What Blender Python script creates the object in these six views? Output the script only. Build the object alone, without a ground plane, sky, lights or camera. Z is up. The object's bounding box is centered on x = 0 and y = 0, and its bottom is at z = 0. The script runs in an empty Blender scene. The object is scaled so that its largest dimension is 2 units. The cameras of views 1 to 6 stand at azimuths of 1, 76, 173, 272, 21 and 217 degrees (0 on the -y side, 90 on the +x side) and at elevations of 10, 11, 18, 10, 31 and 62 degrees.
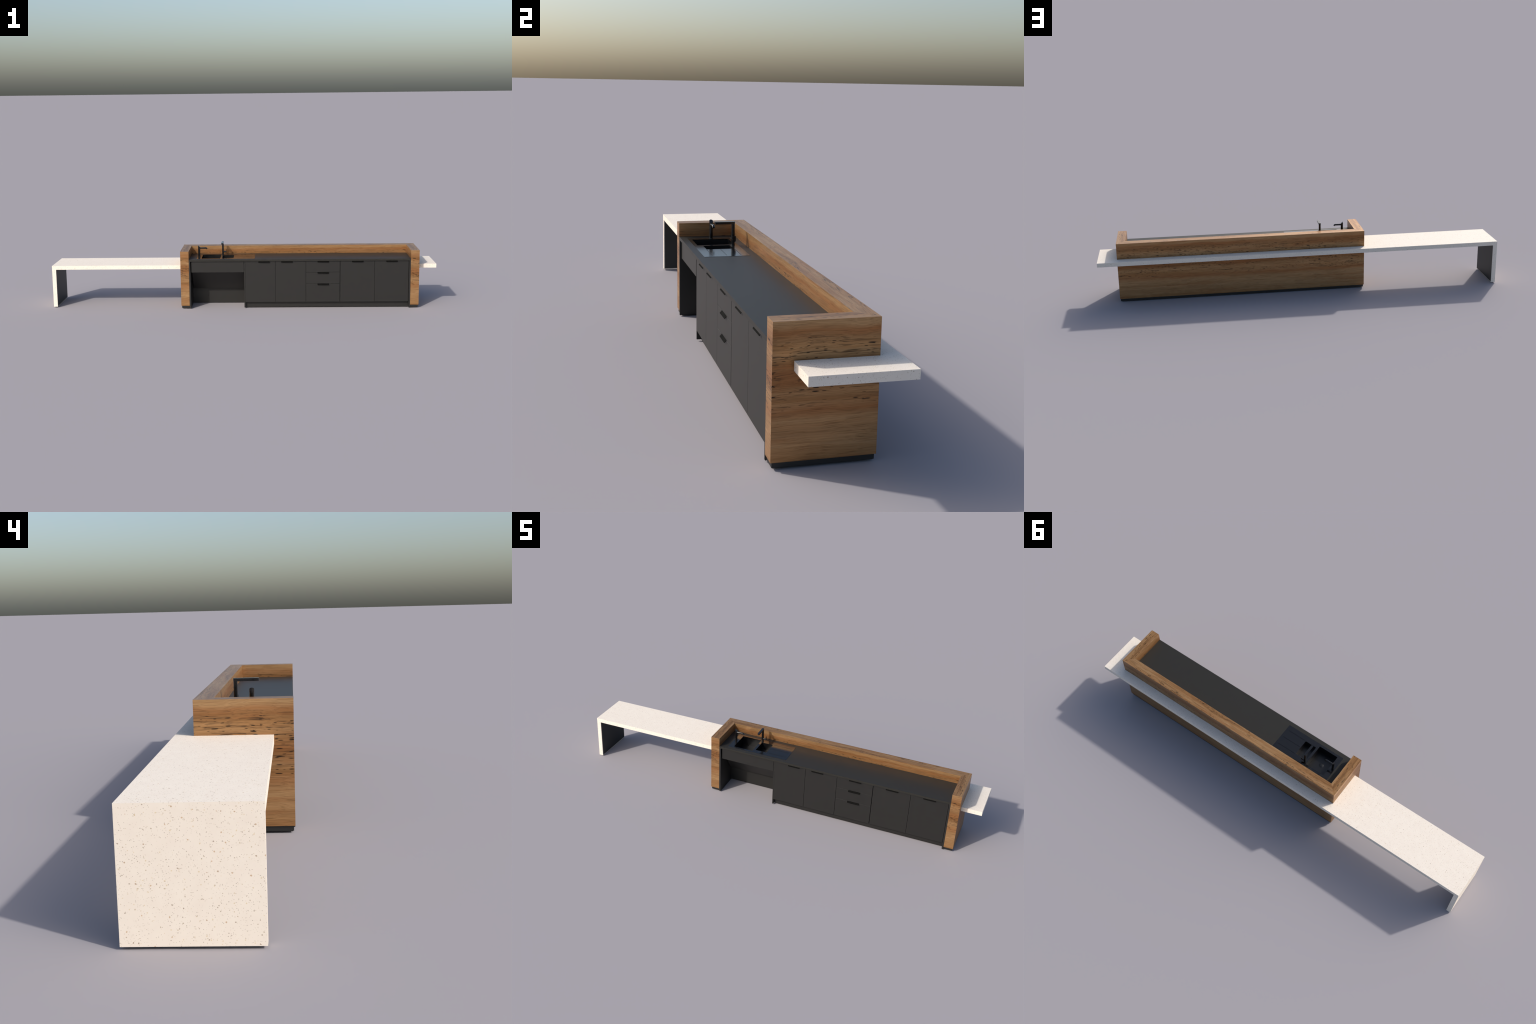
import bpy, bmesh, math, random
from mathutils import Vector, Matrix

random.seed(7)

# ---------------------------------------------------------------- dimensions
WOOD_X0, WOOD_X1 = -0.3225, 0.9058      # outer faces of the two wooden ends
WOOD_T = 0.0434                         # thickness of the wooden shell
WOOD_Y0, WOOD_Y1 = -0.1320, 0.0876      # front edges / back face
WOOD_Z0, WOOD_Z1 = 0.0136, 0.2989
IN_X0, IN_X1 = WOOD_X0 + WOOD_T, WOOD_X1 - WOOD_T
IN_Y1 = WOOD_Y1 - WOOD_T
TOP_Z0, TOP_Z1 = 0.2460, 0.2560         # worktop
FRONT_Y = -0.1315                       # worktop and gable front
DOOR_Y = -0.1257                        # face of doors and drawers
SLAB_Y0, SLAB_Y1 = -0.0882, 0.1320      # terrazzo table
SLAB_Z0, SLAB_Z1 = 0.1994, 0.2197
LEG_T = 0.0205
GABLE_T = 0.0078

# ---------------------------------------------------------------- node helpers
def new_mat(name):
    m = bpy.data.materials.new(name)
    m.use_nodes = True
    nt = m.node_tree
    return m, nt, nt.nodes["Principled BSDF"]

def lin(r, g, b):
    f = lambda c: (c / 255 / 12.92) if c / 255 <= 0.04045 else ((c / 255 + 0.055) / 1.055) ** 2.4
    return (f(r), f(g), f(b), 1.0)

class G:
    """small helper to chain shader nodes"""
    def __init__(self, nt):
        self.nt = nt
    def put(self, sock, v):
        if isinstance(v, bpy.types.NodeSocket):
            self.nt.links.new(v, sock)
        else:
            sock.default_value = v
    def coords(self):
        return self.nt.nodes.new("ShaderNodeTexCoord").outputs["Object"]
    def mapping(self, vec, scale=(1, 1, 1), loc=(0, 0, 0), rot=(0, 0, 0)):
        n = self.nt.nodes.new("ShaderNodeMapping")
        self.put(n.inputs["Vector"], vec)
        n.inputs["Scale"].default_value = scale
        n.inputs["Location"].default_value = loc
        n.inputs["Rotation"].default_value = rot
        return n.outputs[0]
    def noise(self, vec, scale=1.0, detail=2.0, rough=0.5, dist=0.0):
        n = self.nt.nodes.new("ShaderNodeTexNoise")
        self.put(n.inputs["Vector"], vec)
        n.inputs["Scale"].default_value = scale
        n.inputs["Detail"].default_value = detail
        n.inputs["Roughness"].default_value = rough
        n.inputs["Distortion"].default_value = dist
        return n.outputs[0], n.outputs[1]
    def voronoi(self, vec, scale, rnd=1.0):
        n = self.nt.nodes.new("ShaderNodeTexVoronoi")
        self.put(n.inputs["Vector"], vec)
        n.inputs["Scale"].default_value = scale
        n.inputs["Randomness"].default_value = rnd
        return n.outputs["Distance"], n.outputs["Color"]
    def math(self, op, a, b=0.0, clamp=False):
        n = self.nt.nodes.new("ShaderNodeMath")
        n.operation = op
        n.use_clamp = clamp
        self.put(n.inputs[0], a)
        self.put(n.inputs[1], b)
        return n.outputs[0]
    def step(self, v, lo, hi, a=0.0, b=1.0):
        n = self.nt.nodes.new("ShaderNodeMapRange")
        n.interpolation_type = 'SMOOTHSTEP'
        self.put(n.inputs["Value"], v)
        self.put(n.inputs["From Min"], lo)
        self.put(n.inputs["From Max"], hi)
        self.put(n.inputs["To Min"], a)
        self.put(n.inputs["To Max"], b)
        return n.outputs[0]
    def ramp(self, v, stops):
        n = self.nt.nodes.new("ShaderNodeValToRGB")
        e = n.color_ramp.elements
        while len(e) < len(stops):
            e.new(0.5)
        for el, (p, c) in zip(e, stops):
            el.position = p
            el.color = c
        self.put(n.inputs[0], v)
        return n.outputs[0]
    def mix(self, f, a, b, mode='MIX'):
        n = self.nt.nodes.new("ShaderNodeMix")
        n.data_type = 'RGBA'
        n.blend_type = mode
        self.put(n.inputs[0], f)
        self.put(n.inputs[6], a)
        self.put(n.inputs[7], b)
        return n.outputs[2]
    def sep(self, v):
        n = self.nt.nodes.new("ShaderNodeSeparateXYZ")
        self.put(n.inputs[0], v)
        return n.outputs
    def comb(self, x, y, z):
        n = self.nt.nodes.new("ShaderNodeCombineXYZ")
        for s, v in zip(n.inputs, (x, y, z)):
            self.put(s, v)
        return n.outputs[0]
    def bump(self, height, strength, distance):
        n = self.nt.nodes.new("ShaderNodeBump")
        n.inputs["Strength"].default_value = strength
        n.inputs["Distance"].default_value = distance
        self.put(n.inputs["Height"], height)
        return n.outputs[0]

# ---------------------------------------------------------------- materials
def wood_material(name, axis, seed, even=False):
    """oak-like veneer: bands, fine fibres, dark streaks and small black knots, grain along `axis`;
    `even` spreads the lively figure over the whole width instead of gathering it in the heart of the board"""
    m, nt, bsdf = new_mat(name)
    g = G(nt)
    x, y, z = g.sep(g.coords())[0:3]
    if axis == 'x':
        along, across = x, y
    else:
        along, across = y, x
    along = g.math('ADD', along, seed)
    base = g.comb(along, across, z)
    # slow waviness of the grain
    wob, _ = g.noise(g.mapping(base, (8, 12, 14), (3.1, 0, 0)), 1.0, 2.0)
    wob = g.math('MULTIPLY', g.math('SUBTRACT', wob, 0.5), 0.015)
    zz = g.math('ADD', z, wob)
    ac = g.math('ADD', across, wob)
    v = g.comb(along, ac, zz)
    # broad tonal bands
    band, _ = g.noise(g.mapping(v, (1.6, 40, 46), (0.4, 0.3, 0.35)), 1.0, 4.0, 0.6)
    col = g.ramp(band, [(0.32, lin(*WOOD_DARK)), (0.47, lin(*WOOD_MID)), (0.62, lin(*WOOD_LIGHT))])
    if not even:
        # sequence of growth bands across the board, heart to sapwood
        L, M, D, R = lin(*WOOD_LIGHT), lin(*WOOD_MID), lin(*WOOD_DARK), lin(*WOOD_RED)
        seq = g.ramp(g.math('DIVIDE', zz, 0.3), [(0.05, M), (0.16, L), (0.33, L), (0.39, R), (0.46, M), (0.51, L), (0.57, D), (0.64, R),
                                                 (0.71, D), (0.77, L), (0.83, M), (0.87, D), (0.93, R), (0.965, L)])
        col = g.mix(0.55, col, seq)
    # reddish zones
    red, _ = g.noise(g.mapping(v, (3.0, 42, 42), (7.0, 2, 1)), 1.0, 3.0, 0.6)
    col = g.mix(g.step(red, 0.50, 0.70, 0.0, 0.5), col, lin(*WOOD_RED))
    # fine fibres, two sizes
    fib, _ = g.noise(g.mapping(v, (11, 620, 620)), 1.0, 3.0, 0.65)
    col = g.mix(1.0, col, g.ramp(fib, [(0.28, (0.62, 0.60, 0.57, 1)), (0.5, (1, 1, 1, 1)), (0.75, (1.18, 1.17, 1.15, 1))]), 'MULTIPLY')
    fib2, _ = g.noise(g.mapping(v, (7, 240, 240), (5, 1, 2)), 1.0, 2.0, 0.6)
    col = g.mix(g.step(fib2, 0.52, 0.72, 0.0, 0.40), col, lin(*WOOD_DARK))
    # where the figure is lively
    zone, _ = g.noise(g.mapping(v, (2.5, 20, 30), (1.3, 5.2, 0.2)), 1.0, 2.0)
    zone = g.step(zone, 0.30, 0.58, 0.30, 1.0)
    if even:
        zone = g.math('MULTIPLY', zone, 0.8)
    else:
        core = g.step(g.math('ABSOLUTE', g.math('SUBTRACT', zz, 0.196)), 0.055, 0.095, 1.0, 0.0)
        zone = g.math('MULTIPLY', zone, g.math('ADD', g.math('MULTIPLY', core, 0.80), 0.20))
    # dark streaks
    st, _ = g.noise(g.mapping(v, (11, 360, 360), (2, 4, 6)), 1.0, 3.0, 0.62)
    streak = g.math('MULTIPLY', g.step(st, 0.535, 0.65), zone)
    col = g.mix(g.math('MULTIPLY', streak, 0.80), col, lin(*WOOD_STREAK))
    # small black knots, drawn out along the grain
    for k, (sa, sc) in enumerate(((36, 210), (60, 330))):
        d, c = g.voronoi(g.mapping(v, (sa, sc, sc), (0.5 + k, 0.2, 0.9)), 1.0)
        r = g.math('MULTIPLY', g.step(g.sep(c)[0], 0.45, 1.0), 0.33)
        knot = g.math('SUBTRACT', r, d)
        knot = g.math('MULTIPLY', g.step(knot, -0.04, 0.10), g.step(zone, 0.40, 0.75))
        col = g.mix(g.math('MULTIPLY', knot, 0.93), col, lin(*WOOD_KNOT))
    col = g.mix(1.0, col, (1.22, 1.24, 1.27, 1.0), 'MULTIPLY')
    nt.links.new(col, bsdf.inputs["Base Color"])
    bsdf.inputs["Roughness"].default_value = 0.38
    bsdf.inputs["Specular IOR Level"].default_value = 0.28
    bsdf.inputs["Metallic"].default_value = 0.48      # the lacquer gives a warm, tinted sheen
    nt.links.new(g.bump(fib, 0.10, 0.0004), bsdf.inputs["Normal"])
    return m

WOOD_LIGHT = (158, 124, 86)
WOOD_MID = (144, 105, 66)
WOOD_DARK = (118, 82, 49)
WOOD_RED = (137, 88, 51)
WOOD_STREAK = (58, 42, 30)
WOOD_KNOT = (22, 17, 15)

def terrazzo_material():
    m, nt, bsdf = new_mat("cream_terrazzo")
    g = G(nt)
    co = g.coords()
    warp = g.noise(g.mapping(co, (160, 160, 160)), 1.0, 1.0)[1]
    n = nt.nodes.new("ShaderNodeMix"); n.data_type = 'VECTOR'
    n.inputs[0].default_value = 0.0035
    nt.links.new(co, n.inputs[4]); nt.links.new(warp, n.inputs[5])
    p = n.outputs[1]
    mott, _ = g.noise(g.mapping(co, (40, 40, 40)), 1.0, 3.0)
    col = g.ramp(mott, [(0.3, lin(229, 218, 204)), (0.7, lin(232, 222, 208))])
    chips = [(lin(196, 163, 128), lin(150, 128, 108)), (lin(214, 195, 160), lin(166, 150, 132)), (lin(205, 190, 172), lin(140, 122, 104))]
    for k, (scale, pick, rmax, strength) in enumerate([(118, 0.40, 0.205, 0.8), (230, 0.42, 0.29, 0.8), (470, 0.34, 0.36, 0.6)]):
        d, c = g.voronoi(g.mapping(p, (1, 1, 1), (0.37 * k, 0.11 * k, 0.23 * k), (0.35 + k, 0.55, 0.25)), scale)
        ch = g.sep(c)
        r = g.math('MULTIPLY', g.step(ch[0], pick, 1.0), rmax)
        mask = g.step(g.math('SUBTRACT', r, d), 0.0, 0.06, 0.0, strength)
        tint = g.mix(g.step(ch[1], 0.2, 0.8), chips[k][0], chips[k][1])
        col = g.mix(mask, col, tint)
    nt.links.new(col, bsdf.inputs["Base Color"])
    bsdf.inputs["Roughness"].default_value = 0.60
    bsdf.inputs["Specular IOR Level"].default_value = 0.12
    return m

def plain_material(name, rgb, rough, metallic=0.0, spec=0.5, grain=0.06, scale=300):
    m, nt, bsdf = new_mat(name)
    g = G(nt)
    n, _ = g.noise(g.mapping(g.coords(), (scale, scale, scale)), 1.0, 2.0)
    c = lin(*rgb)
    lo = tuple(v * (1 - grain) for v in c[:3]) + (1,)
    hi = tuple(v * (1 + grain) for v in c[:3]) + (1,)
    nt.links.new(g.ramp(n, [(0.3, lo), (0.7, hi)]), bsdf.inputs["Base Color"])
    bsdf.inputs["Roughness"].default_value = rough
    bsdf.inputs["Metallic"].default_value = metallic
    bsdf.inputs["Specular IOR Level"].default_value = spec
    return m

M_WOOD_Y = wood_material("oak_veneer_across", 'y', 0.0)
M_WOOD_X = wood_material("oak_veneer_along", 'x', 4.3)
M_WOOD_TOP_Y = wood_material("oak_capping_across", 'y', 1.7, even=True)
M_WOOD_TOP_X = wood_material("oak_capping_along", 'x', 8.1, even=True)
M_TERRAZZO = terrazzo_material()
M_CABINET = plain_material("charcoal_laminate", (29, 28, 26), 0.50, spec=0.46)
M_WORKTOP = plain_material("charcoal_worktop", (43, 42, 39), 0.46, spec=0.20)
M_BASE = plain_material("black_plinth", (24, 24, 23), 0.52)
M_SINK = plain_material("black_glazed_sink", (20, 20, 21), 0.14, grain=0.03)
M_BOWL = plain_material("black_sink_bowl", (13, 13, 14), 0.34, grain=0.03)
M_TAP = plain_material("black_gloss_tap", (18, 18, 19), 0.17, grain=0.03)
M_HANDLE = plain_material("black_handle", (17, 17, 16), 0.75, spec=0.03)

# ---------------------------------------------------------------- mesh helpers
ROOT = bpy.data.objects.new("kitchen_island", None)
bpy.context.scene.collection.objects.link(ROOT)
ROOT["label"] = "charcoal kitchen counter in oak shell with cream terrazzo table"
ROOT["category"] = "kitchen island"

def add(name, bm, mats, parent=None, smooth=None):
    me = bpy.data.meshes.new(name)
    bmesh.ops.recalc_face_normals(bm, faces=bm.faces[:])
    bm.to_mesh(me)
    bm.free()
    for mt in (mats if isinstance(mats, (list, tuple)) else [mats]):
        me.materials.append(mt)
    ob = bpy.data.objects.new(name, me)
    bpy.context.scene.collection.objects.link(ob)
    ob.parent = parent or ROOT
    if smooth is not None:
        for p in me.polygons:
            p.use_smooth = True
        me.set_sharp_from_angle(angle=math.radians(smooth))
    return ob

def bm_box(bm, x0, x1, y0, y1, z0, z1):
    r = bmesh.ops.create_cube(bm, size=1.0)
    M = Matrix.Translation(((x0 + x1) / 2, (y0 + y1) / 2, (z0 + z1) / 2)) @ Matrix.Diagonal((x1 - x0, y1 - y0, z1 - z0, 1))
    bmesh.ops.transform(bm, matrix=M, verts=r["verts"])
    return r["verts"]

def bevel_all(bm, w, seg=1):
    bmesh.ops.bevel(bm, geom=bm.edges[:], offset=w, segments=seg, affect='EDGES', profile=0.5)

def box(name, x0, x1, y0, y1, z0, z1, mat, bevel=0.0004, parent=None):
    bm = bmesh.new()
    bm_box(bm, x0, x1, y0, y1, z0, z1)
    if bevel:
        bevel_all(bm, bevel)
    return add(name, bm, mat, parent)

def bm_prism(bm, poly, z0, z1):
    """upright prism over a polygon in the ground plane"""
    vb = [bm.verts.new((x, y, z0)) for x, y in poly]
    vt = [bm.verts.new((x, y, z1)) for x, y in poly]
    n = len(poly)
    bm.faces.new(vb[::-1])
    bm.faces.new(vt)
    for i in range(n):
        bm.faces.new((vb[i], vb[(i + 1) % n], vt[(i + 1) % n], vt[i]))

def bm_side_prism(bm, prof, x0, x1):
    """prism along x over a (y, z) profile"""
    a = [bm.verts.new((x0, y, z)) for y, z in prof]
    b = [bm.verts.new((x1, y, z)) for y, z in prof]
    n = len(prof)
    bm.faces.new(a)
    bm.faces.new(b[::-1])
    for i in range(n):
        bm.faces.new((a[i], a[(i + 1) % n], b[(i + 1) % n], b[i]))

def bm_plate(bm, x0, x1, y0, y1, z0, z1, holes):
    """flat plate with rectangular holes (x0, x1, y0, y1)"""
    xs = sorted({x0, x1, *[h[0] for h in holes], *[h[1] for h in holes]})
    ys = sorted({y0, y1, *[h[2] for h in holes], *[h[3] for h in holes]})
    solid = lambda i, j: (0 <= i < len(xs) - 1 and 0 <= j < len(ys) - 1 and
        not any(h[0] <= (xs[i] + xs[i + 1]) / 2 <= h[1] and h[2] <= (ys[j] + ys[j + 1]) / 2 <= h[3] for h in holes))
    vs = {}
    def v(i, j, k):
        if (i, j, k) not in vs:
            vs[i, j, k] = bm.verts.new((xs[i], ys[j], (z0, z1)[k]))
        return vs[i, j, k]
    for i in range(len(xs) - 1):
        for j in range(len(ys) - 1):
            if not solid(i, j):
                continue
            bm.faces.new((v(i, j, 1), v(i + 1, j, 1), v(i + 1, j + 1, 1), v(i, j + 1, 1)))
            bm.faces.new((v(i, j, 0), v(i, j + 1, 0), v(i + 1, j + 1, 0), v(i + 1, j, 0)))
            for di, dj, a, b in ((0, -1, (0, 0), (1, 0)), (1, 0, (1, 0), (1, 1)), (0, 1, (1, 1), (0, 1)), (-1, 0, (0, 1), (0, 0))):
                if not solid(i + di, j + dj):
                    p, q = (i + a[0], j + a[1]), (i + b[0], j + b[1])
                    bm.faces.new((v(*p, 0), v(*q, 0), v(*q, 1), v(*p, 1)))

def bm_cyl(bm, p0, p1, r, seg=32, r2=None):
    p0, p1 = Vector(p0), Vector(p1)
    d = p1 - p0
    M = Matrix.Translation((p0 + p1) / 2) @ d.to_track_quat('Z', 'Y').to_matrix().to_4x4()
    return bmesh.ops.create_cone(bm, cap_ends=True, segments=seg, radius1=r, radius2=r if r2 is None else r2, depth=d.length, matrix=M)["verts"]

# ---------------------------------------------------------------- wooden shell
def mitred_panel(name, poly, end_mat, main_mat, top_mat):
    bm = bmesh.new()
    bm_prism(bm, poly, WOOD_Z0, WOOD_Z1)
    bmesh.ops.recalc_face_normals(bm, faces=bm.faces[:])
    for f in bm.faces:
        if f.normal.y < -0.9:
            f.material_index = 1
        elif f.normal.z > 0.9:
            f.material_index = 2
    return add(name, bm, [main_mat, end_mat, top_mat])

mitred_panel("end_panel", [(WOOD_X0, WOOD_Y0), (IN_X0, WOOD_Y0), (IN_X0, IN_Y1), (WOOD_X0, WOOD_Y1)], M_WOOD_X, M_WOOD_Y, M_WOOD_TOP_Y)
mitred_panel("end_panel", [(IN_X1, WOOD_Y0), (WOOD_X1, WOOD_Y0), (WOOD_X1, WOOD_Y1), (IN_X1, IN_Y1)], M_WOOD_X, M_WOOD_Y, M_WOOD_TOP_Y)
mitred_panel("back_panel", [(IN_X0, IN_Y1), (IN_X1, IN_Y1), (WOOD_X1, WOOD_Y1), (WOOD_X0, WOOD_Y1)], M_WOOD_X, M_WOOD_X, M_WOOD_TOP_X)

# recessed plinth under the shell, standing on a thinner foot
def shell_ring(d, z0, z1, name):
    bm = bmesh.new()
    bm_prism(bm, [(WOOD_X0 + d, WOOD_Y0 + d), (IN_X0 - 0.0005, WOOD_Y0 + d), (IN_X0 - 0.0005, IN_Y1), (IN_X1 + 0.0005, IN_Y1),
                  (IN_X1 + 0.0005, WOOD_Y0 + d), (WOOD_X1 - d, WOOD_Y0 + d), (WOOD_X1 - d, WOOD_Y1 - d), (WOOD_X0 + d, WOOD_Y1 - d)], z0, z1)
    return add(name, bm, M_BASE)
shell_ring(0.0032, 0.0018, WOOD_Z0, "plinth")
shell_ring(0.0052, 0.0, 0.0018, "plinth_foot")

# ---------------------------------------------------------------- terrazzo table
bm = bmesh.new()
sx0, sx1 = WOOD_X0 + 0.015, WOOD_X1 - 0.015
bm_prism(bm, [(-1.0, SLAB_Y0), (sx0, SLAB_Y0), (sx0, WOOD_Y1 - 0.015), (sx1, WOOD_Y1 - 0.015), (sx1, SLAB_Y0),
              (1.0, SLAB_Y0), (1.0, SLAB_Y1), (-1.0, SLAB_Y1)], SLAB_Z0, SLAB_Z1)
# waterfall leg drops from the free end
bmesh.ops.recalc_face_normals(bm, faces=bm.faces[:])
ret = bmesh.ops.bisect_plane(bm, geom=bm.verts[:] + bm.edges[:] + bm.faces[:], plane_co=(-1 + LEG_T, 0, 0), plane_no=(1, 0, 0))
under = [f for f in bm.faces if f.normal.z < -0.9 and f.calc_center_median().x < -1 + LEG_T]
ext = bmesh.ops.extrude_face_region(bm, geom=under)
bmesh.ops.delete(bm, geom=under, context='FACES_ONLY')
for v in [e for e in ext["geom"] if isinstance(e, bmesh.types.BMVert)]:
    v.co.z = 0.0014
add("tabletop", bm, M_TERRAZZO)
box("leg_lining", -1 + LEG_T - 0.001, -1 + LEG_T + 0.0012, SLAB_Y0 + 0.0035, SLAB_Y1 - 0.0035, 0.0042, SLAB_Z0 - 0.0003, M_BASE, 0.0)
box("leg_foot", -1 + 0.005, -1 + LEG_T - 0.0035, SLAB_Y0 + 0.0055, SLAB_Y1 - 0.0055, 0.0, 0.0018, M_BASE, 0.0)

# ---------------------------------------------------------------- cabinet carcass
box("gable", IN_X0 + 0.0002, IN_X0 + GABLE_T, FRONT_Y, IN_Y1 - 0.0005, 0.0, TOP_Z0 - 0.0001, M_CABINET)
box("gable", IN_X1 - GABLE_T, IN_X1 - 0.0002, FRONT_Y, IN_Y1 - 0.0005, 0.0, TOP_Z0 - 0.0001, M_CABINET)
box("gable", 0.0055, 0.0114, -0.1247, IN_Y1 - 0.0005, 0.0014, TOP_Z0 - 0.0001, M_CABINET)
box("carcass", 0.0114, IN_X1 - GABLE_T, -0.1195, IN_Y1 - 0.001, 0.0305, TOP_Z0 - 0.0002, M_BASE, 0.0)
box("kickboard", 0.0114, IN_X1 - GABLE_T, -0.1107, -0.1060, 0.0, 0.0306, M_CABINET, 0.0)

# worktop with the sink cut-out
SINK = (-0.2405, 0.0606, -0.1117, 0.0216)
BOWL_A = (-0.2155, -0.1180, -0.1008, 0.0125)
BOWL_B = (-0.1072, -0.0495, -0.0852, -0.0045)
bm = bmesh.new()
bm_plate(bm, IN_X0 + 0.0001, IN_X1 - 0.0001, FRONT_Y, IN_Y1 - 0.0001, TOP_Z0, TOP_Z1, [(SINK[0] + 0.004, SINK[1] - 0.004, SINK[2] + 0.004, SINK[3] - 0.004)])
add("worktop", bm, M_WORKTOP)

# ---------------------------------------------------------------- doors and drawers
HANDLE_W = 0.0588
def handle_mesh():
    """bent pull: a tab that leans out and down from the top edge of a front, corners clipped"""
    bm = bmesh.new()
    w, out, drop, t, c = HANDLE_W / 2, 0.0057, 0.0058, 0.0009, 0.0012
    def P(x, s):
        return Vector((x, -out * s, -drop * s))
    outline = [(-w, 0.0), (w, 0.0), (w, 0.84), (w - c, 1.0), (-w + c, 1.0), (-w, 0.84)]
    top = [bm.verts.new(P(x, s)) for x, s in outline]
    low = [bm.verts.new(P(x, s) + Vector((0, t * 0.6, -t))) for x, s in outline]
    bm.faces.new(top)
    bm.faces.new(low[::-1])
    k = len(outline)
    for i in range(k):
        bm.faces.new((top[i], top[(i + 1) % k], low[(i + 1) % k], low[i]))
    # fixing lip that lies on the edge of the front
    bm_box(bm, -w, w, -0.0002, 0.004, -0.0006, 0.0003)
    me = bpy.data.meshes.new("handle")
    bmesh.ops.recalc_face_normals(bm, faces=bm.faces[:])
    bm.to_mesh(me)
    bm.free()
    me.materials.append(M_HANDLE)
    return me
HANDLE = handle_mesh()

def front(name, x0, x1, z0, z1, handle_x=None):
    ob = box(name, x0, x1, DOOR_Y, DOOR_Y + 0.0055, z0, z1, M_CABINET, 0.0003)
    if handle_x is not None:
        h = bpy.data.objects.new("handle", HANDLE)
        bpy.context.scene.collection.objects.link(h)
        h.location = (handle_x, DOOR_Y, z1)
        h.parent = ob
    return ob

DOOR_Z0, DOOR_Z1 = 0.0300, 0.2455
front("door", 0.0117, 0.1668, DOOR_Z0, DOOR_Z1, 0.1089)
front("door", 0.1680, 0.3241, DOOR_Z0, DOOR_Z1, 0.2268)
front("drawer", 0.3253, 0.4990, 0.1870, DOOR_Z1, 0.4138)
front("drawer", 0.3253, 0.4990, 0.1268, 0.1861, 0.4138)
front("drawer", 0.3253, 0.4990, DOOR_Z0, 0.1259, 0.4138)
front("door", 0.5018, 0.6775, DOOR_Z0, DOOR_Z1, 0.5905)
front("door", 0.6787, 0.8525, DOOR_Z0, DOOR_Z1, 0.7660)

# open knee space below the sink: fascia, raking underside, set-back wall
FX0, FX1 = -0.2666, 0.0048
front("fascia", FX0, FX1, 0.1882, DOOR_Z1)
bm = bmesh.new()
bm_side_prism(bm, [(-0.0960, 0.1885), (-0.0195, 0.0820), (-0.0005, 0.0820), (-0.0005, 0.0860), (-0.0170, 0.0860), (-0.0930, 0.1920), (DOOR_Y + 0.0054, 0.1920), (DOOR_Y + 0.0054, 0.1885)], FX0, FX1)
add("raking_panel", bm, M_CABINET)
box("knee_wall", IN_X0 + GABLE_T, 0.0055, 0.0, 0.0060, 0.0, 0.1900, M_CABINET, 0.0)

# ---------------------------------------------------------------- sink
def boolean_cut(ob, cutters):
    for c in cutters:
        md = ob.modifiers.new("cut", 'BOOLEAN')
        md.operation = 'DIFFERENCE'
        md.solver = 'EXACT'
        md.object = c
    dg = bpy.context.evaluated_depsgraph_get()
    me = bpy.data.meshes.new_from_object(ob.evaluated_get(dg))
    ob.modifiers.clear()
    old = ob.data
    ob.data = me
    bpy.data.meshes.remove(old)
    me.name = ob.name
    for c in cutters:
        bpy.data.objects.remove(c)

def rounded_rect(x0, x1, y0, y1, r, seg=5):
    pts = []
    for cx, cy, a0 in ((x1 - r, y1 - r, 0), (x0 + r, y1 - r, 90), (x0 + r, y0 + r, 180), (x1 - r, y0 + r, 270)):
        for i in range(seg + 1):
            a = math.radians(a0 + 90 * i / seg)
            pts.append((cx + r * math.cos(a), cy + r * math.sin(a)))
    return pts

def cutter(fn):
    bm = bmesh.new()
    fn(bm)
    return add("cutter", bm, M_SINK)

RIM_Z0, RIM_Z1 = 0.2548, 0.2566
bm = bmesh.new()
bm_prism(bm, rounded_rect(*SINK, 0.0035), RIM_Z0, RIM_Z1)
sink = add("sink", bm, M_SINK)
cuts = []
for b in (BOWL_A, BOWL_B):
    cuts.append(cutter(lambda bm, b=b: bm_prism(bm, rounded_rect(*b, 0.0018, 3), RIM_Z0 - 0.01, RIM_Z1 + 0.01)))
for gy in (-0.0858, -0.0443, -0.0025):     # grooves of the drainer
    cuts.append(cutter(lambda bm, gy=gy: bm_box(bm, -0.0455, 0.0478, gy - 0.0008, gy + 0.0008, RIM_Z1 - 0.0012, RIM_Z1 + 0.01)))
boolean_cut(sink, cuts)

def bowl(b, floor):
    """open box with thin walls, hung under the rim"""
    bm = bmesh.new()
    r0 = rounded_rect(*b, 0.0018, 3)
    outer = rounded_rect(b[0] - 0.0008, b[1] + 0.0008, b[2] - 0.0008, b[3] + 0.0008, 0.0022, 3)
    rings = [(outer, RIM_Z0 + 0.0004), (outer, floor - 0.0010)]
    inner = [(r0, RIM_Z0 + 0.0004), (r0, floor)]
    def ring(pts, z):
        return [bm.verts.new((x, y, z)) for x, y in pts]
    loops = [ring(*rings[1]), ring(*rings[0])] + [ring(*q) for q in inner]
    n = len(r0)
    for a, c in zip(loops, loops[1:]):
        for i in range(n):
            bm.faces.new((a[i], a[(i + 1) % n], c[(i + 1) % n], c[i]))
    bm.faces.new(loops[0][::-1])
    bm.faces.new(loops[-1])
    return add("bowl", bm, M_BOWL, sink, 60)

def drain(cx, cy, floor, r):
    bm = bmesh.new()
    bm_cyl(bm, (cx, cy, floor - 0.0005), (cx, cy, floor + 0.0005), r, 40)
    bm_cyl(bm, (cx, cy, floor + 0.0002), (cx, cy, floor + 0.0009), r * 0.84, 40, r * 0.72)
    for ring_r, k in ((0.0, 1), (0.30, 6), (0.56, 11)):
        for i in range(k):
            a = 2 * math.pi * i / k
            px, py = cx + r * ring_r * math.cos(a), cy + r * ring_r * math.sin(a)
            bm_cyl(bm, (px, py, floor + 0.0006), (px, py, floor + 0.0014), r * 0.075, 10, r * 0.05)
    return add("drain", bm, M_BOWL, sink, 35)

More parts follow.
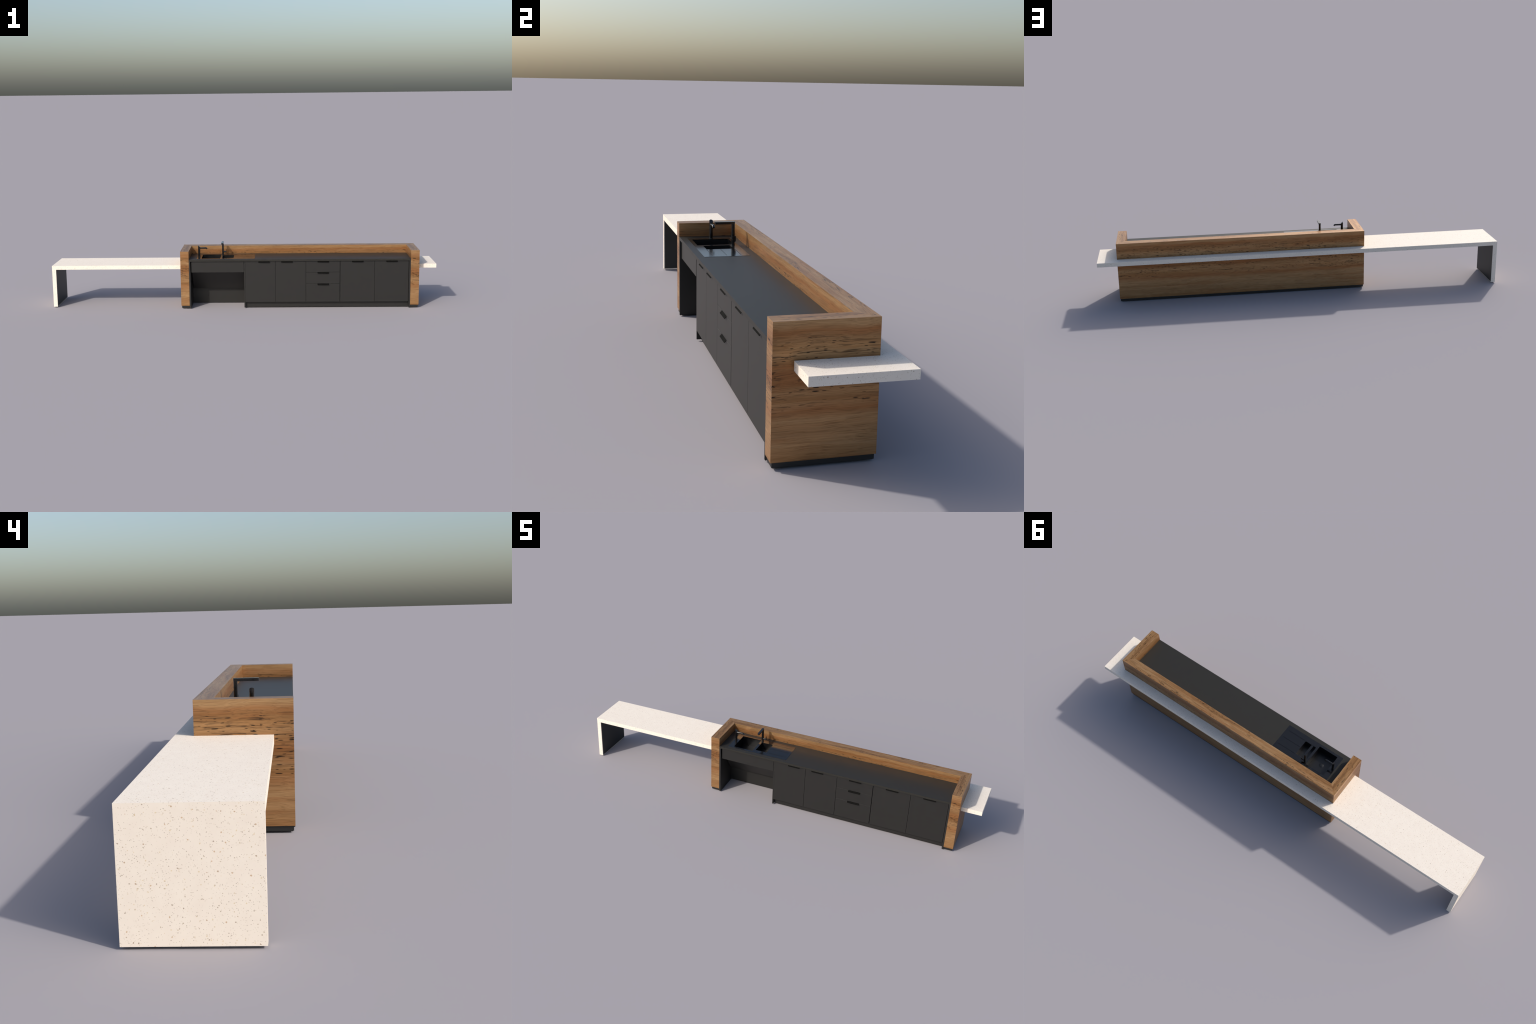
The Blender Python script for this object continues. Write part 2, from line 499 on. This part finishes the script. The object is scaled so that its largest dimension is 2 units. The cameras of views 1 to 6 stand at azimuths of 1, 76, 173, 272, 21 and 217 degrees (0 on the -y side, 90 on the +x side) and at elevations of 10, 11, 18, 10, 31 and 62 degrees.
bowl(BOWL_A, 0.2120)
bowl(BOWL_B, 0.2220)
drain((BOWL_A[0] + BOWL_A[1]) / 2, (BOWL_A[2] + BOWL_A[3]) / 2, 0.2120, 0.0132)
drain((BOWL_B[0] + BOWL_B[1]) / 2, (BOWL_B[2] + BOWL_B[3]) / 2, 0.2220, 0.0100)

# ---------------------------------------------------------------- taps
# angular mixer between the bowls: square column, flat arm, side lever
tx, ty = -0.1095, 0.0065
bm = bmesh.new()
bm_prism(bm, rounded_rect(tx - 0.0048, tx + 0.0048, ty - 0.0048, ty + 0.0048, 0.0030, 5), RIM_Z1 - 0.0005, 0.3215)
bm_cyl(bm, (tx, ty, RIM_Z1 - 0.0005), (tx, ty, RIM_Z1 + 0.0012), 0.0062, 32)
mixer = add("mixer_tap", bm, M_TAP, None, 40)
bm = bmesh.new()
bm_prism(bm, rounded_rect(tx - 0.0052, tx + 0.0052, -0.0505, ty + 0.0052, 0.0034, 6), 0.3208, 0.3282)
bevel_edges = [e for e in bm.edges if abs(e.verts[0].co.z - e.verts[1].co.z) < 1e-6]
bmesh.ops.bevel(bm, geom=bevel_edges, offset=0.0005, segments=2, affect='EDGES')
add("spout", bm, M_TAP, mixer, 40)
bm = bmesh.new()
bm_cyl(bm, (tx + 0.003, ty, 0.2730), (-0.0920, ty, 0.2730), 0.0042, 28)
# upright lever plate with a round foot
outline = [(ty + 0.0047 * math.cos(a), 0.2730 + 0.0047 * math.sin(a)) for a in [math.pi + math.pi * i / 12 for i in range(13)]]
outline += [(ty + 0.0047, 0.2870), (ty - 0.0047, 0.2870)]
bm_side_prism(bm, outline, -0.0922, -0.0906)
add("lever", bm, M_TAP, mixer, 40)

# round pillar tap on the rim: obliquely cut column, thin spout turned down at its end
px, py = -0.2318, -0.0380
R = 0.0056
bm = bmesh.new()
seg = 40
bot = [bm.verts.new((px + R * math.cos(2 * math.pi * i / seg), py + R * math.sin(2 * math.pi * i / seg), RIM_Z1 - 0.0005)) for i in range(seg)]
mid = [bm.verts.new((v.co.x, v.co.y, 0.3040)) for v in bot]
bm.faces.new(bot[::-1]); bm.faces.new(mid)
for i in range(seg):
    bm.faces.new((bot[i], bot[(i + 1) % seg], mid[(i + 1) % seg], mid[i]))
bm_cyl(bm, (px, py, RIM_Z1 - 0.0005), (px, py, RIM_Z1 + 0.0010), 0.0068, 36)
pillar = add("pillar_tap", bm, M_TAP, None, 40)
bm = bmesh.new()
R2 = R + 0.0003
low = [bm.verts.new((px + R2 * math.cos(2 * math.pi * i / seg), py + R2 * math.sin(2 * math.pi * i / seg), 0.3044)) for i in range(seg)]
top = [bm.verts.new((v.co.x, v.co.y, 0.3112 - 0.80 * (v.co.x - px))) for v in low]
bm.faces.new(low[::-1]); bm.faces.new(top)
for i in range(seg):
    bm.faces.new((low[i], low[(i + 1) % seg], top[(i + 1) % seg], top[i]))
bmesh.ops.bevel(bm, geom=[e for e in bm.edges if all(v in top for v in e.verts)], offset=0.0005, segments=2, affect='EDGES')
add("knob", bm, M_TAP, pillar, 40)
# spout swept along a short bent path
path = [Vector((px, py, 0.3010)), Vector((-0.2100, py, 0.3015)), Vector((-0.1985, py, 0.3015))]
for i in range(1, 7):
    a = math.radians(55 * i / 6)
    path.append(Vector((-0.1985 + 0.0075 * math.sin(a), py, 0.3015 - 0.0075 * (1 - math.cos(a)))))
path.append(path[-1] + Vector((math.cos(math.radians(55)), 0, -math.sin(math.radians(55)))) * 0.0022)
bm = bmesh.new()
rings = []
for i, p in enumerate(path):
    d = (path[min(i + 1, len(path) - 1)] - path[max(i - 1, 0)]).normalized()
    u = Vector((0, 1, 0)); w = d.cross(u)
    rings.append([bm.verts.new(p + 0.0043 * (math.cos(2 * math.pi * k / 24) * u + math.sin(2 * math.pi * k / 24) * w)) for k in range(24)])
for a, b in zip(rings, rings[1:]):
    for k in range(24):
        bm.faces.new((a[k], a[(k + 1) % 24], b[(k + 1) % 24], b[k]))
bm.faces.new(rings[0][::-1]); bm.faces.new(rings[-1])
add("spout", bm, M_TAP, pillar, 40)
